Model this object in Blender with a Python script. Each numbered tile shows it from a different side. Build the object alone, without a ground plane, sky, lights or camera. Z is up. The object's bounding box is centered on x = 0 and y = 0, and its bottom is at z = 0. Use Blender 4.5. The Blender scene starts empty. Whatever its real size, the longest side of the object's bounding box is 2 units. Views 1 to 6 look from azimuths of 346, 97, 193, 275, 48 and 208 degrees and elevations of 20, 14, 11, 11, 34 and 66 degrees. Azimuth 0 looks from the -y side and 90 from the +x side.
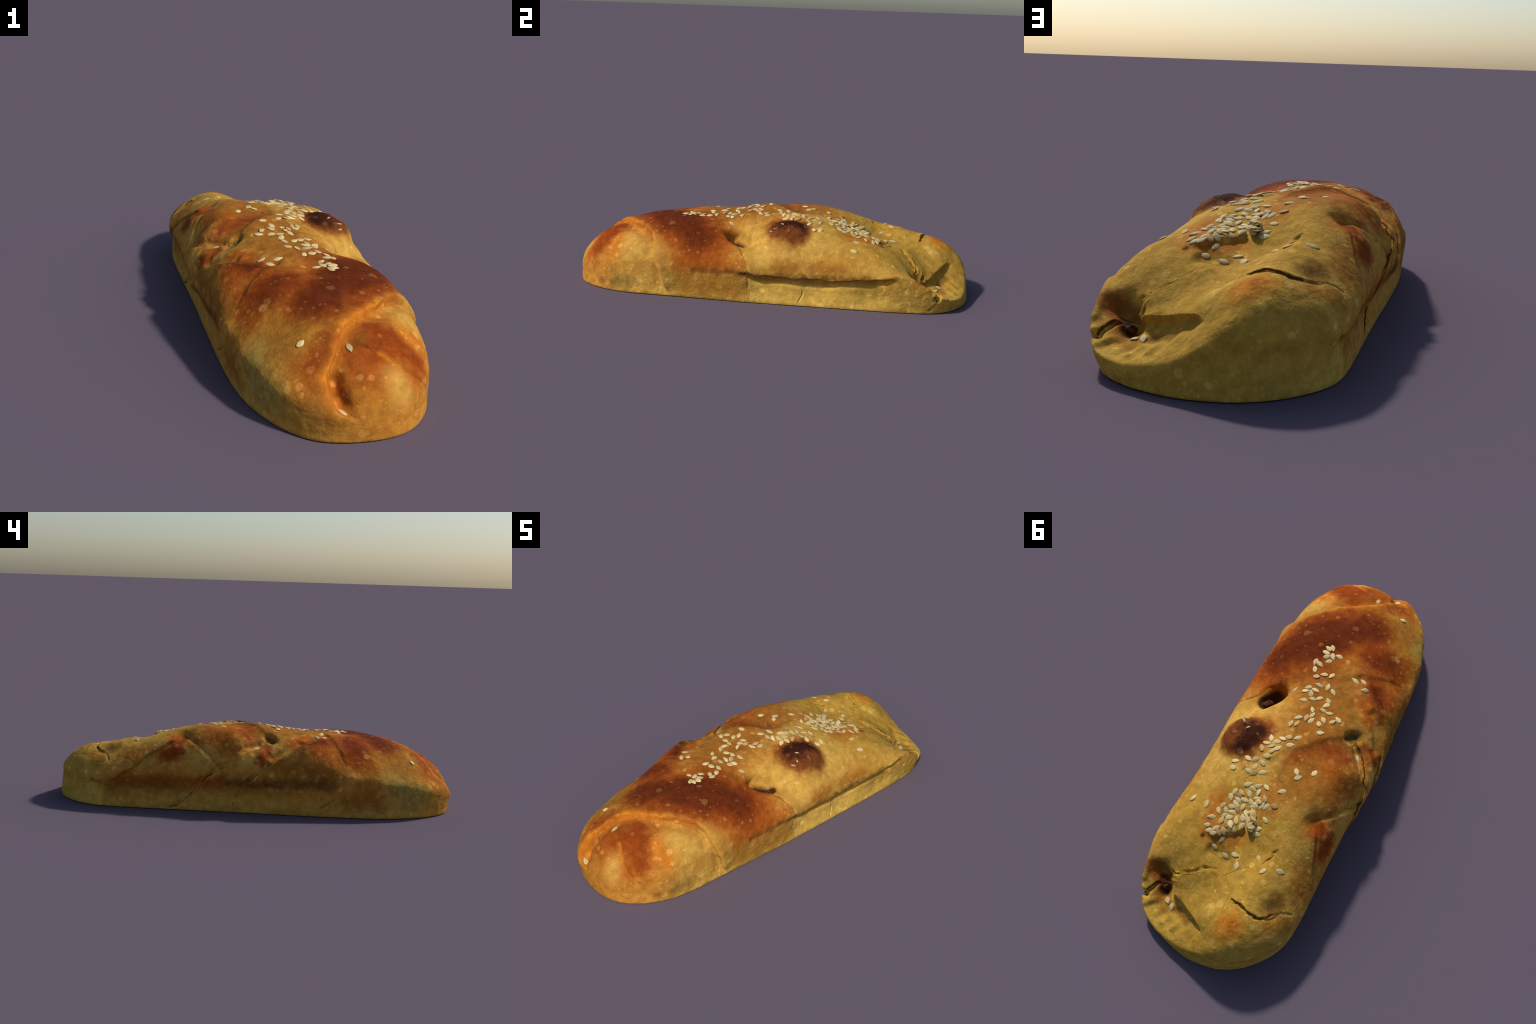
import bpy, bmesh, math, random
from mathutils import Vector, Matrix, noise
from mathutils.bvhtree import BVHTree
import numpy as np

random.seed(7)
rng = np.random.default_rng(7)

# ------------------------------------------------------------------ loaf form
# Plan outline where the loaf meets the table: (x, y), from the front tip round
# the sunny side (+x) to the back and home along the other side.  After it: how far the
# wall leans out at its top edge, and how high that edge is.
FOOT = [
    (0.000, -1.000, 0.000, 0.070), (0.127, -0.983, -0.002, 0.075), (0.221, -0.917, 0.000, 0.095),
    (0.288, -0.804, -0.003, 0.120), (0.318, -0.670, -0.003, 0.140), (0.326, -0.480, 0.012, 0.150),
    (0.336, -0.260, 0.016, 0.165), (0.344, -0.080, 0.012, 0.170), (0.345, 0.090, 0.008, 0.170),
    (0.345, 0.300, 0.012, 0.170), (0.344, 0.510, 0.032, 0.168), (0.338, 0.680, 0.030, 0.172),
    (0.322, 0.800, 0.028, 0.115), (0.272, 0.890, 0.026, 0.074), (0.182, 0.957, 0.008, 0.062),
    (0.057, 0.996, -0.006, 0.080), (-0.050, 0.994, -0.012, 0.130), (-0.130, 0.972, -0.004, 0.150),
    (-0.217, 0.914, 0.004, 0.155), (-0.298, 0.808, 0.012, 0.160), (-0.328, 0.690, 0.014, 0.170),
    (-0.330, 0.485, 0.016, 0.180), (-0.328, 0.300, 0.022, 0.200), (-0.328, 0.180, 0.028, 0.210),
    (-0.328, 0.050, 0.043, 0.215), (-0.330, -0.070, 0.030, 0.205), (-0.331, -0.200, 0.030, 0.205),
    (-0.331, -0.330, 0.016, 0.205), (-0.325, -0.540, 0.014, 0.180), (-0.299, -0.710, 0.010, 0.155),
    (-0.233, -0.868, 0.012, 0.130), (-0.138, -0.968, 0.006, 0.100),
]
# Heights of the domed top at places on it: (x, y, z)
CROWN = [
    (-0.093, -0.030, 0.400), (-0.016, 0.026, 0.389), (-0.002, 0.072, 0.386), (0.185, 0.219, 0.350),
    (0.111, -0.204, 0.343), (0.050, -0.160, 0.369), (-0.080, 0.170, 0.394), (-0.149, 0.144, 0.394),
    (-0.118, -0.330, 0.372), (0.003, -0.429, 0.361), (0.072, -0.324, 0.365), (0.284, 0.423, 0.277),
    (0.213, 0.434, 0.304), (-0.063, 0.274, 0.386), (-0.017, 0.609, 0.266), (-0.091, 0.551, 0.290),
    (-0.134, 0.598, 0.316), (-0.200, 0.569, 0.316), (-0.068, 0.744, 0.267), (0.007, 0.820, 0.222),
    (-0.026, 0.778, 0.240), (-0.273, -0.033, 0.322), (-0.189, -0.097, 0.372),
    (-0.099, -0.904, 0.195), (0.096, -0.897, 0.228), (0.167, -0.922, 0.179), (0.088, -0.777, 0.292),
    (-0.006, -0.943, 0.192), (0.213, -0.805, 0.224), (-0.157, -0.796, 0.258), (-0.113, 0.849, 0.268),
    (-0.312, 0.685, 0.226), (-0.230, 0.757, 0.262), (-0.345, 0.132, 0.250),
    (-0.033, -0.636, 0.345), (0.154, -0.580, 0.338), (-0.048, -0.684, 0.328), (0.018, -0.608, 0.352),
    (-0.304, -0.359, 0.292), (-0.318, -0.285, 0.295), (-0.278, -0.390, 0.305), (-0.222, -0.300, 0.345), (-0.218, -0.520, 0.309),
    (-0.314, -0.435, 0.245), (-0.302, -0.519, 0.225), (-0.146, -0.606, 0.317), (-0.175, -0.492, 0.336),
    (0.114, 0.755, 0.194), (0.215, 0.800, 0.138), (0.038, 0.900, 0.149), (0.007, 0.926, 0.152),
    (0.200, 0.850, 0.085), (0.180, 0.918, 0.073), (0.295, 0.870, 0.080), (0.120, 0.945, 0.085),
    (0.330, 0.085, 0.238), (0.322, 0.262, 0.250), (0.340, -0.159, 0.207), (0.102, 0.573, 0.276),
    (0.084, 0.543, 0.288), (-0.040, 0.466, 0.312), (0.030, 0.464, 0.305), (0.345, 0.620, 0.210),
    (0.270, -0.420, 0.300), (0.020, -0.730, 0.312), (0.235, 0.640, 0.235), (0.325, 0.660, 0.198), (0.260, 0.700, 0.182), (0.335, 0.720, 0.170), (0.355, 0.490, 0.222), (0.318, 0.500, 0.256), (-0.310, 0.060, 0.333), (-0.250, 0.160, 0.376), (-0.290, 0.220, 0.330),
    (-0.310, -0.180, 0.302), (-0.270, -0.620, 0.236), (-0.230, -0.690, 0.234), (-0.255, 0.420, 0.325), (-0.130, 0.400, 0.365), (-0.150, 0.470, 0.345), (0.310, 0.600, 0.232),
]


def spline_loop(pts, n):
    """Closed Catmull-Rom through pts, resampled to n points evenly spaced in plan."""
    p = np.array(pts, float)
    k = len(p)
    t = np.linspace(0, k, k * 60, endpoint=False)
    i = t.astype(int)
    f = (t - i)[:, None]
    a, b, c, d = (p[(i + o) % k] for o in (-1, 0, 1, 2))
    q = 0.5 * (2 * b + (c - a) * f + (2 * a - 5 * b + 4 * c - d) * f**2 + (3 * b - a - 3 * c + d) * f**3)
    q = np.vstack([q, q[:1]])
    s = np.concatenate([[0], np.cumsum(np.linalg.norm(np.diff(q[:, :2], axis=0), axis=1))])
    u = np.linspace(0, s[-1], n, endpoint=False)
    return np.stack([np.interp(u, s, q[:, j]) for j in range(q.shape[1])], 1)


def smooth(e0, e1, x):
    t = np.clip((x - e0) / (e1 - e0), 0, 1)
    return t * t * (3 - 2 * t)


NA, NW, NT = 1260, 56, 144          # round the loaf, up the wall, over the top
loop = spline_loop(FOOT, NA)
foot = loop[:, :2]
tang = np.roll(foot, -1, 0) - np.roll(foot, 1, 0)
out = np.stack([tang[:, 1], -tang[:, 0]], 1)
out /= np.linalg.norm(out, axis=1, keepdims=True)
for _ in range(30):
    out = (np.roll(out, 1, 0) + out + np.roll(out, -1, 0)) / 3
out /= np.linalg.norm(out, axis=1, keepdims=True)
rim = foot + out * loop[:, 2:3]
rim_z = loop[:, 3]
ys = rim[:, 1]
spine = np.stack([0 * ys, ys / (1 + np.abs(ys / 0.74) ** 6) ** (1 / 6)], 1)


def lift(f):
    return np.sqrt(np.clip(1 - (1 - f) ** 2.15, 0, 1))


fr = 1 - np.cos(np.linspace(0, 1, NT + 1)[1:] * math.pi / 2) ** 1.0      # inward fraction, dense at the rim
plan = rim[:, None] * (1 - fr[None, :, None]) + spine[:, None] * fr[None, :, None]


base_z = rim_z[:, None] + (0.14 - rim_z[:, None]) * smooth(0, 1, fr)[None]


def crown_field():
    pts = np.array(CROWN)
    flat = plan.reshape(-1, 2)
    gs, zs = [], []
    for x, y, z in pts:
        j = int(np.argmin((flat[:, 0] - x) ** 2 + (flat[:, 1] - y) ** 2))
        a, k = divmod(j, NT)
        gs.append((z - base_z[a, k]) / max(lift(fr[k]), 0.25))
    g = np.array(gs)
    # thin-plate spline with a little smoothing
    def ker(d2):
        return 0.5 * d2 * np.log(d2 + 1e-9)
    P = np.hstack([np.ones((len(pts), 1)), pts[:, :2]])
    K = ker(((pts[:, None, :2] - pts[None, :, :2]) ** 2).sum(-1)) + 2e-4 * np.eye(len(pts))
    A = np.block([[K, P], [P.T, np.zeros((3, 3))]])
    w = np.linalg.solve(A, np.concatenate([g, np.zeros(3)]))
    res = np.empty(len(flat))
    for s in range(0, len(flat), 20000):
        q = flat[s:s + 20000]
        d2 = ((q[:, None] - pts[None, :, :2]) ** 2).sum(-1)
        res[s:s + 20000] = ker(d2) @ w[:-3] + w[-3] + q @ w[-2:]
    return res.reshape(NA, NT)


G = crown_field()
top_z = base_z + G * lift(fr)[None, :]
top = np.concatenate([plan, top_z[..., None]], 2)
# the wall: a soft foot, then up to the rim, leaving it upright
w = np.linspace(0, 1, NW)
lean = smooth(0, 1, w) * 0.6 + 0.4 * w
tuck = -0.004 * np.exp(-w / 0.04)
wall_xy = foot[:, None] + out[:, None] * (loop[:, 2, None] * lean[None] + tuck[None])[..., None]
wall = np.concatenate([wall_xy, (rim_z[:, None] * w[None])[..., None]], 2)
grid = np.concatenate([wall, top], 1)                     # NA x (NW+NT) x 3
# even spacing up each line, then round the shoulder between wall and top
step = np.linalg.norm(np.diff(grid, axis=1), axis=2)
arc = np.concatenate([np.zeros((NA, 1)), np.cumsum(step, 1)], 1)
frac = np.linspace(0, 1, NW + NT)
even = np.empty_like(grid)
for i in range(NA):
    for c in range(3):
        even[i, :, c] = np.interp(frac * arc[i, -1], arc[i], grid[i, :, c])
grid = even
rim_row = (arc[:, NW - 1] / arc[:, -1] * (NW + NT - 1))[:, None]
near_rim = np.exp(-((np.arange(NW + NT)[None] - rim_row) / 16.0) ** 4)[..., None]
for _ in range(70):
    mean = grid.copy()
    mean[:, 1:-1] = 0.25 * grid[:, :-2] + 0.5 * grid[:, 1:-1] + 0.25 * grid[:, 2:]
    grid = grid + (mean - grid) * near_rim
NR = NW + NT


def grid_normals(g):
    du = np.roll(g, -1, 0) - np.roll(g, 1, 0)
    dv = np.gradient(g, axis=1)
    n = np.cross(du, dv)
    ln = np.linalg.norm(n, axis=2, keepdims=True)
    n = n / np.maximum(ln, 1e-12)
    n[:, -6:] = (0, 0, 1)
    return n


V = grid.reshape(-1, 3)
N = grid_normals(grid).reshape(-1, 3)

# ------------------------------------------------------------------ folds, seams, dents
# Lines on the crust, each a short run of points in space.
FRONT_FOLD = [(-0.015, -0.998, 0.080), (-0.042, -0.994, 0.083), (-0.064, -0.988, 0.095), (-0.086, -0.972, 0.106), (-0.104, -0.952, 0.136), (-0.103, -0.905, 0.185), (-0.074, -0.874, 0.229), (-0.042, -0.835, 0.262), (-0.034, -0.815, 0.280), (-0.008, -0.792, 0.303), (0.038, -0.755, 0.315), (0.112, -0.706, 0.316), (0.132, -0.690, 0.314), (0.176, -0.632, 0.301), (0.229, -0.582, 0.282), (0.271, -0.560, 0.254), (0.317, -0.552, 0.197), (0.331, -0.532, 0.143), (0.328, -0.507, 0.060), (0.322, -0.485, 0.005)]
LOBE_SEAM = [(-0.021, -0.815, 0.265), (-0.001, -0.833, 0.260), (0.039, -0.862, 0.258), (0.083, -0.883, 0.240), (0.122, -0.902, 0.214), (0.159, -0.917, 0.185), (0.219, -0.908, 0.131), (0.250, -0.880, 0.090)]
SUN_SEAM = [(0.167, -0.208, 0.325), (0.246, -0.190, 0.292), (0.276, -0.139, 0.275), (0.311, -0.118, 0.251),
            (0.342, -0.109, 0.220), (0.366, -0.088, 0.175), (0.360, -0.077, 0.150), (0.339, -0.075, 0.016)]
SHADE_SEAM_BACK = [(-0.235, -0.090, 0.345), (-0.308, -0.011, 0.316), (-0.335, 0.040, 0.294), (-0.355, 0.070, 0.262), (-0.360, 0.128, 0.230), (-0.347, 0.195, 0.175), (-0.335, 0.240, 0.140), (-0.328, 0.292, 0.078), (-0.326, 0.340, 0.030), (-0.328, 0.378, 0.010)]
SHADE_SEAM_FRONT = [(-0.170, -0.381, 0.355), (-0.278, -0.280, 0.343), (-0.324, -0.180, 0.301), (-0.354, -0.115, 0.259), (-0.361, -0.058, 0.213), (-0.352, 0.029, 0.127), (-0.334, 0.069, 0.039)]
STRIP_CREASE = [(-0.186, -0.401, 0.349), (-0.247, -0.439, 0.310), (-0.287, -0.466, 0.263), (-0.295, -0.476, 0.248), (-0.275, -0.500, 0.275)]
LOW_CREASE = [(-0.321, -0.425, 0.087), (-0.318, -0.358, 0.037)]
STEEP_SEAM = [(-0.218, 0.330, 0.352), (-0.295, 0.241, 0.321), (-0.325, 0.184, 0.277), (-0.349, 0.149, 0.239), (-0.360, 0.128, 0.230)]
TAIL_SEAM = [(-0.250, 0.332, 0.337), (-0.282, 0.422, 0.298), (-0.310, 0.497, 0.255), (-0.333, 0.548, 0.205),
             (-0.339, 0.610, 0.175), (-0.336, 0.675, 0.114), (-0.332, 0.700, 0.096)]
TAIL_DIMPLE = [(-0.316, 0.777, 0.126), (-0.324, 0.751, 0.112), (-0.330, 0.717, 0.095)]
TOP_SEAM_BACK = [(-0.222, -0.090, 0.357), (-0.126, -0.005, 0.398), (-0.052, 0.070, 0.396), (-0.006, 0.113, 0.387), (0.033, 0.151, 0.382), (0.080, 0.215, 0.365)]
TOP_SEAM_FRONT = [(-0.282, -0.468, 0.269), (-0.185, -0.398, 0.349), (-0.138, -0.384, 0.363), (-0.087, -0.340, 0.373), (-0.021, -0.297, 0.377)]
TAIL_FLAP = [(0.251, 0.736, 0.172), (0.205, 0.726, 0.195), (0.142, 0.702, 0.225), (0.110, 0.674, 0.242), (0.039, 0.652, 0.253)]
FLAP_FINE = [(0.016, 0.668, 0.253), (-0.022, 0.633, 0.264), (-0.063, 0.599, 0.280)]
PIT_EDGE = [(0.251, 0.738, 0.172), (0.246, 0.766, 0.157), (0.233, 0.795, 0.150), (0.202, 0.824, 0.153), (0.154, 0.842, 0.166),
            (0.095, 0.867, 0.183), (0.047, 0.898, 0.194), (0.010, 0.933, 0.196)]
PIT_TROUGH = [(0.190, 0.846, 0.100), (0.148, 0.866, 0.125), (0.106, 0.887, 0.145), (0.066, 0.908, 0.160)]
NOTCH = [(0.335, 0.842, 0.070), (0.303, 0.840, 0.108), (0.284, 0.817, 0.125), (0.263, 0.791, 0.141), (0.245, 0.790, 0.148)]
NOTCH_FOOT = [(0.318, 0.830, 0.090), (0.312, 0.825, 0.050), (0.318, 0.800, 0.015)]
TAIL_CRACK = [(-0.066, 0.743, 0.266), (-0.085, 0.753, 0.272), (-0.118, 0.756, 0.280), (-0.154, 0.768, 0.279), (-0.183, 0.773, 0.274),
              (-0.230, 0.757, 0.262), (-0.262, 0.716, 0.260)]
TAIL_CRACK_END = [(-0.265, 0.712, 0.260), (-0.290, 0.697, 0.245), (-0.314, 0.684, 0.222)]
TOP_CRACK = [(-0.116, 0.566, 0.304), (-0.140, 0.530, 0.315), (-0.153, 0.489, 0.327)]
PILE_STEP = [(0.160, 0.562, 0.284), (0.115, 0.533, 0.291), (0.036, 0.489, 0.299), (0.016, 0.467, 0.308), (-0.040, 0.480, 0.301)]
HOLLOW = [(0.141, 0.596, 0.273), (0.091, 0.602, 0.268), (0.039, 0.607, 0.264), (0.002, 0.590, 0.268)]
SLIVER_GROOVE = [(-0.230, -0.072, 0.340), (-0.270, -0.035, 0.325), (-0.305, 0.010, 0.318), (-0.330, 0.065, 0.298), (-0.345, 0.110, 0.255)]
SIDE_VALLEY = [(-0.225, -0.263, 0.350), (-0.282, -0.211, 0.330), (-0.310, -0.155, 0.300), (-0.338, -0.098, 0.265)]
FOOT_CRACK = [(0.349, 0.190, 0.075), (0.346, 0.185, 0.050), (0.350, 0.165, 0.020)]


jitter = np.array([noise.noise_vector(Vector(p) * 42) for p in V])


def settle(L, skin, gap=0.03):
    """Lay a line down on the skin: close up its points and move each to the nearest skin point."""
    pts = [L[0]]
    for a, b in zip(L[:-1], L[1:]):
        k = max(1, int(np.ceil(np.linalg.norm(b - a) / gap)))
        pts += [a + (b - a) * (i + 1) / k for i in range(k)]
    out_pts = []
    for q in pts:
        q = skin[np.argmin(((skin - q) ** 2).sum(1))]
        if not out_pts or np.linalg.norm(q - out_pts[-1]) > 1e-4:
            out_pts.append(q)
    return np.array(out_pts)


def along(line, ragged=0.0, lay=True):
    """Nearest point on a polyline: distance, side (+ left of travel seen from outside), how far along."""
    L = np.array(line, float)
    lo, hi = L.min(0) - 0.22, L.max(0) + 0.22
    near = np.where(((V > lo) & (V < hi)).all(1))[0]
    if lay:
        L = settle(L, V[near])
    P, n = V[near] + ragged * jitter[near], N[near]
    best = np.full(len(near), 9.0)
    side = np.zeros(len(near))
    t_at = np.zeros(len(near))
    for i in range(len(L) - 1):
        a, ab = L[i], L[i + 1] - L[i]
        h = np.clip((P - a) @ ab / (ab @ ab), 0, 1)
        off = P - (a + h[:, None] * ab)
        d = np.linalg.norm(off, axis=1)
        s = np.einsum("ij,ij->i", np.cross(n, ab / np.linalg.norm(ab)), off)
        m = d < best
        best[m], side[m], t_at[m] = d[m], s[m], (i + h[m]) / (len(L) - 1)
    return near, best, side, t_at


def ends(t, a=0.12):
    return smooth(0, a, t) * smooth(0, a, 1 - t) if a > 0 else 1.0


def groove(line, depth, width, taper=0.15, ragged=0.0, lay=True):
    near, d, s, t = along(line, ragged, lay)
    V[near] -= N[near] * (depth * np.exp(-(d / width) ** 2) * ends(t, taper))[:, None]


def lip(line, side, height, fade, edge=0.004, taper=0.15):
    """One side of a line stands proud and sinks back over a distance."""
    near, d, s, t = along(line)
    s = s * side
    up = height * np.exp(-(d / fade) ** 2) * smooth(-edge, edge, s) * ends(t, taper)
    V[near] += N[near] * up[:, None]


def lump(centre, radius, height, power=2.0):
    d = np.linalg.norm(V - np.array(centre), axis=1)
    near = np.where(d < radius * 3)[0]
    V[near] += N[near] * (height * np.exp(-(d[near] / radius) ** power))[:, None]


def renew():
    global N
    N = grid_normals(V.reshape(NA, NR, 3)).reshape(-1, 3)


# broad swellings first
lump((0.222, 0.090, 0.325), 0.094, 0.030, 5.0)
lump((0.250, 0.070, 0.335), 0.050, 0.008)             # scorched bubble
groove([(0.190, -0.150, 0.31), (0.245, -0.095, 0.285), (0.305, -0.030, 0.255)], 0.015, 0.042, 0)
groove([(0.145, -0.215, 0.331), (0.190, -0.160, 0.31)], 0.010, 0.040, 0)
lip(FRONT_FOLD, 1, 0.013, 0.055, 0.005, 0.06)
lip(FRONT_FOLD, -1, -0.011, 0.055, 0.005, 0.06)
groove(FRONT_FOLD, 0.006, 0.009, 0.06)
groove([(-0.066, -0.975, 0.125), (-0.084, -0.950, 0.160), (-0.086, -0.925, 0.188)], 0.030, 0.023, 0)
groove([(0.060, -0.790, 0.330), (0.160, -0.690, 0.305), (0.245, -0.590, 0.260), (0.325, -0.570, 0.180)], 0.008, 0.030, 0.1)
lip(SHADE_SEAM_FRONT, 1, 0.016, 0.05, 0.009, 0.32)
lip(SHADE_SEAM_BACK, 1, 0.010, 0.035, 0.007, 0.3)
lip(TAIL_SEAM, -1, 0.006, 0.04, 0.006)
groove(SIDE_VALLEY, 0.013, 0.024)
groove(SLIVER_GROOVE, 0.013, 0.018)
lump((-0.318, -0.055, 0.292), 0.030, 0.008)
lump((-0.232, 0.329, 0.350), 0.042, -0.020)
lump((-0.292, 0.345, 0.295), 0.040, 0.010)
lip(TOP_SEAM_BACK, -1, 0.010, 0.07, 0.022)
lip(TOP_SEAM_FRONT, -1, 0.008, 0.06, 0.020)
lip(PILE_STEP, 1, 0.014, 0.080, 0.008, 0.2)
groove(HOLLOW, 0.012, 0.030, 0.2)
renew()
lip(TAIL_FLAP, -1, 0.012, 0.06, 0.004)
lip(PIT_EDGE, 1, 0.012, 0.05, 0.005)
lip(PIT_EDGE, -1, -0.016, 0.05, 0.005)
groove([(0.285, 0.742, 0.165), (0.258, 0.772, 0.150), (0.228, 0.812, 0.125)], 0.050, 0.032, 0)
groove(PIT_TROUGH, 0.026, 0.026, 0.35, 0.0, False)
lump((-0.225, 0.722, 0.278), 0.038, -0.013)
lip(TAIL_CRACK, 1, 0.005, 0.05, 0.003)
lump((-0.015, -0.838, 0.285), 0.019, -0.022)
lump((0.213, -0.805, 0.224), 0.022, -0.006)
lump((-0.128, -0.372, 0.362), 0.024, -0.012)
renew()
# the sunny side tucks in under an overhanging lip
LIP_Y = [-0.20, -0.10, -0.04, 0.09, 0.34, 0.42, 0.50, 0.61, 0.70]
LIP_Z = [  # height of its edge along the loaf
    0.150, 0.149, 0.138, 0.134, 0.136, 0.143, 0.158, 0.168, 0.150]
zl = np.interp(V[:, 1], LIP_Y, LIP_Z)
sun = (V[:, 0] > 0.25) * smooth(-0.16, 0.0, V[:, 1]) * smooth(0.68, 0.48, V[:, 1])
zl = zl + 0.003 * np.sin(V[:, 1] * 34) + 0.002 * np.sin(V[:, 1] * 71 + 1)
tuckin = sun * (1 + 0.25 * np.sin(V[:, 1] * 23 + 2)) * smooth(zl + 0.008, zl - 0.010, V[:, 2]) * (0.020 * smooth(-0.03, 0.09, V[:, 2]) + 0.022 * np.exp(-((V[:, 2] - zl + 0.012) / 0.020) ** 2))
V[:, 0] -= tuckin
# and the shaded side is drawn in a little above the tray
shade = (V[:, 0] < -0.25) * smooth(-0.65, 0.00, V[:, 1]) * smooth(0.85, 0.60, V[:, 1])
V[:, 0] += 0.024 * shade * np.exp(-((V[:, 2] - 0.090) / 0.045) ** 2)
renew()
# pinched edge running down to the torn corner, puckers round the torn end
groove([(0.370, 0.540, 0.170), (0.364, 0.640, 0.188), (0.350, 0.740, 0.170), (0.338, 0.810, 0.110)], -0.008, 0.012, 0.1)
for a in range(9):
    t = (a + 0.6 * noise.noise(Vector((a * 1.7, 3, 0)))) / 8
    x, y, z = 0.300 - 0.22 * t, 0.885 + 0.085 * t - 0.03 * t * t, 0.078 + 0.02 * t * t
    groove([(x, y, z), (x - 0.030 + 0.01 * t, y - 0.035, z + 0.004)], 0.0026 * (1 if a % 2 else -1) * (1 + 0.9 * noise.noise(Vector((a * 2.3, 0, 7)))), 0.010 + 0.004 * (a % 3), 0)
near_tear = np.exp(-(np.linalg.norm(V - np.array((0.235, 0.85, 0.09)), axis=1) / 0.10) ** 2)
on_bubble = np.exp(-(np.linalg.norm(V - np.array((0.235, 0.075, 0.345)), axis=1) / 0.06) ** 4)
for i in np.where(near_tear + on_bubble > 0.05)[0]:
    p = Vector(V[i])
    V[i] += N[i] * (0.006 * near_tear[i] * noise.noise(p * 30) + on_bubble[i] * (0.007 * noise.noise(p * 34) + 0.004 * noise.noise(p * 80)))
# seams and cracks
groove(LOBE_SEAM, 0.006, 0.009)
lip(LOBE_SEAM, 1, 0.004, 0.03, 0.004)
groove(SUN_SEAM, 0.0035, 0.006)
groove(SHADE_SEAM_BACK, 0.013, 0.010, 0.08)
groove(SHADE_SEAM_FRONT, 0.009, 0.008, 0.08)
groove(STRIP_CREASE, 0.0018, 0.006)
groove(LOW_CREASE, 0.004, 0.006)
groove(STEEP_SEAM, 0.007, 0.011)
groove(TAIL_SEAM, 0.004, 0.007)
groove(TAIL_DIMPLE, 0.014, 0.012)
groove(TOP_SEAM_BACK, 0.0015, 0.014)
groove(TAIL_FLAP, 0.014, 0.0065, 0.1, 0.008)
groove(PIT_EDGE, 0.007, 0.006, 0.15, 0.006, False)
groove(NOTCH, 0.020, 0.008, 0.0)
groove([(0.350, 0.850, 0.070), (0.310, 0.843, 0.100)], 0.024, 0.010, 0)
groove(NOTCH_FOOT, 0.008, 0.007, 0.05)
groove(TAIL_CRACK, 0.020, 0.0048, 0.15, 0.006)
groove(TAIL_CRACK_END, 0.004, 0.004)
groove(TOP_CRACK, 0.008, 0.005, 0.15, 0.007)
groove(FOOT_CRACK, 0.005, 0.004, 0.15, 0.008)
groove([(-0.232, -0.108, 0.352), (-0.208, -0.086, 0.366)], 0.026, 0.020, 0)
groove([(-0.215, -0.100, 0.36), (-0.245, -0.070, 0.342)], 0.012, 0.010, 0)
lump((-0.358, 0.129, 0.228), 0.016, -0.016)
groove([(-0.258, -0.078, 0.330), (-0.315, -0.055, 0.300), (-0.350, -0.010, 0.250)], -0.009, 0.018, 0)
groove([(0.184, -0.172, 0.31), (0.224, -0.130, 0.295)], 0.062, 0.036, 0)      # open slit where steam got out
# a little general unevenness
bumpy = np.array([noise.noise(Vector(p) * 9) * 0.6 + noise.noise(Vector(p) * 26 + Vector((5, 1, 3))) * 0.35 + noise.noise(Vector(p) * 70) * 0.13 for p in V])
V += N * (0.0050 * bumpy * smooth(0.0, 0.03, V[:, 2]))[:, None]
V[:, 2] = np.maximum(V[:, 2], 0)
renew()
idx = np.arange(NA * NR).reshape(NA, NR)
nxt = np.roll(idx, -1, 0)
quads = np.stack([idx[:, :-1], nxt[:, :-1], nxt[:, 1:], idx[:, 1:]], -1).reshape(-1, 4)
# ---- END SURFACE

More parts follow.
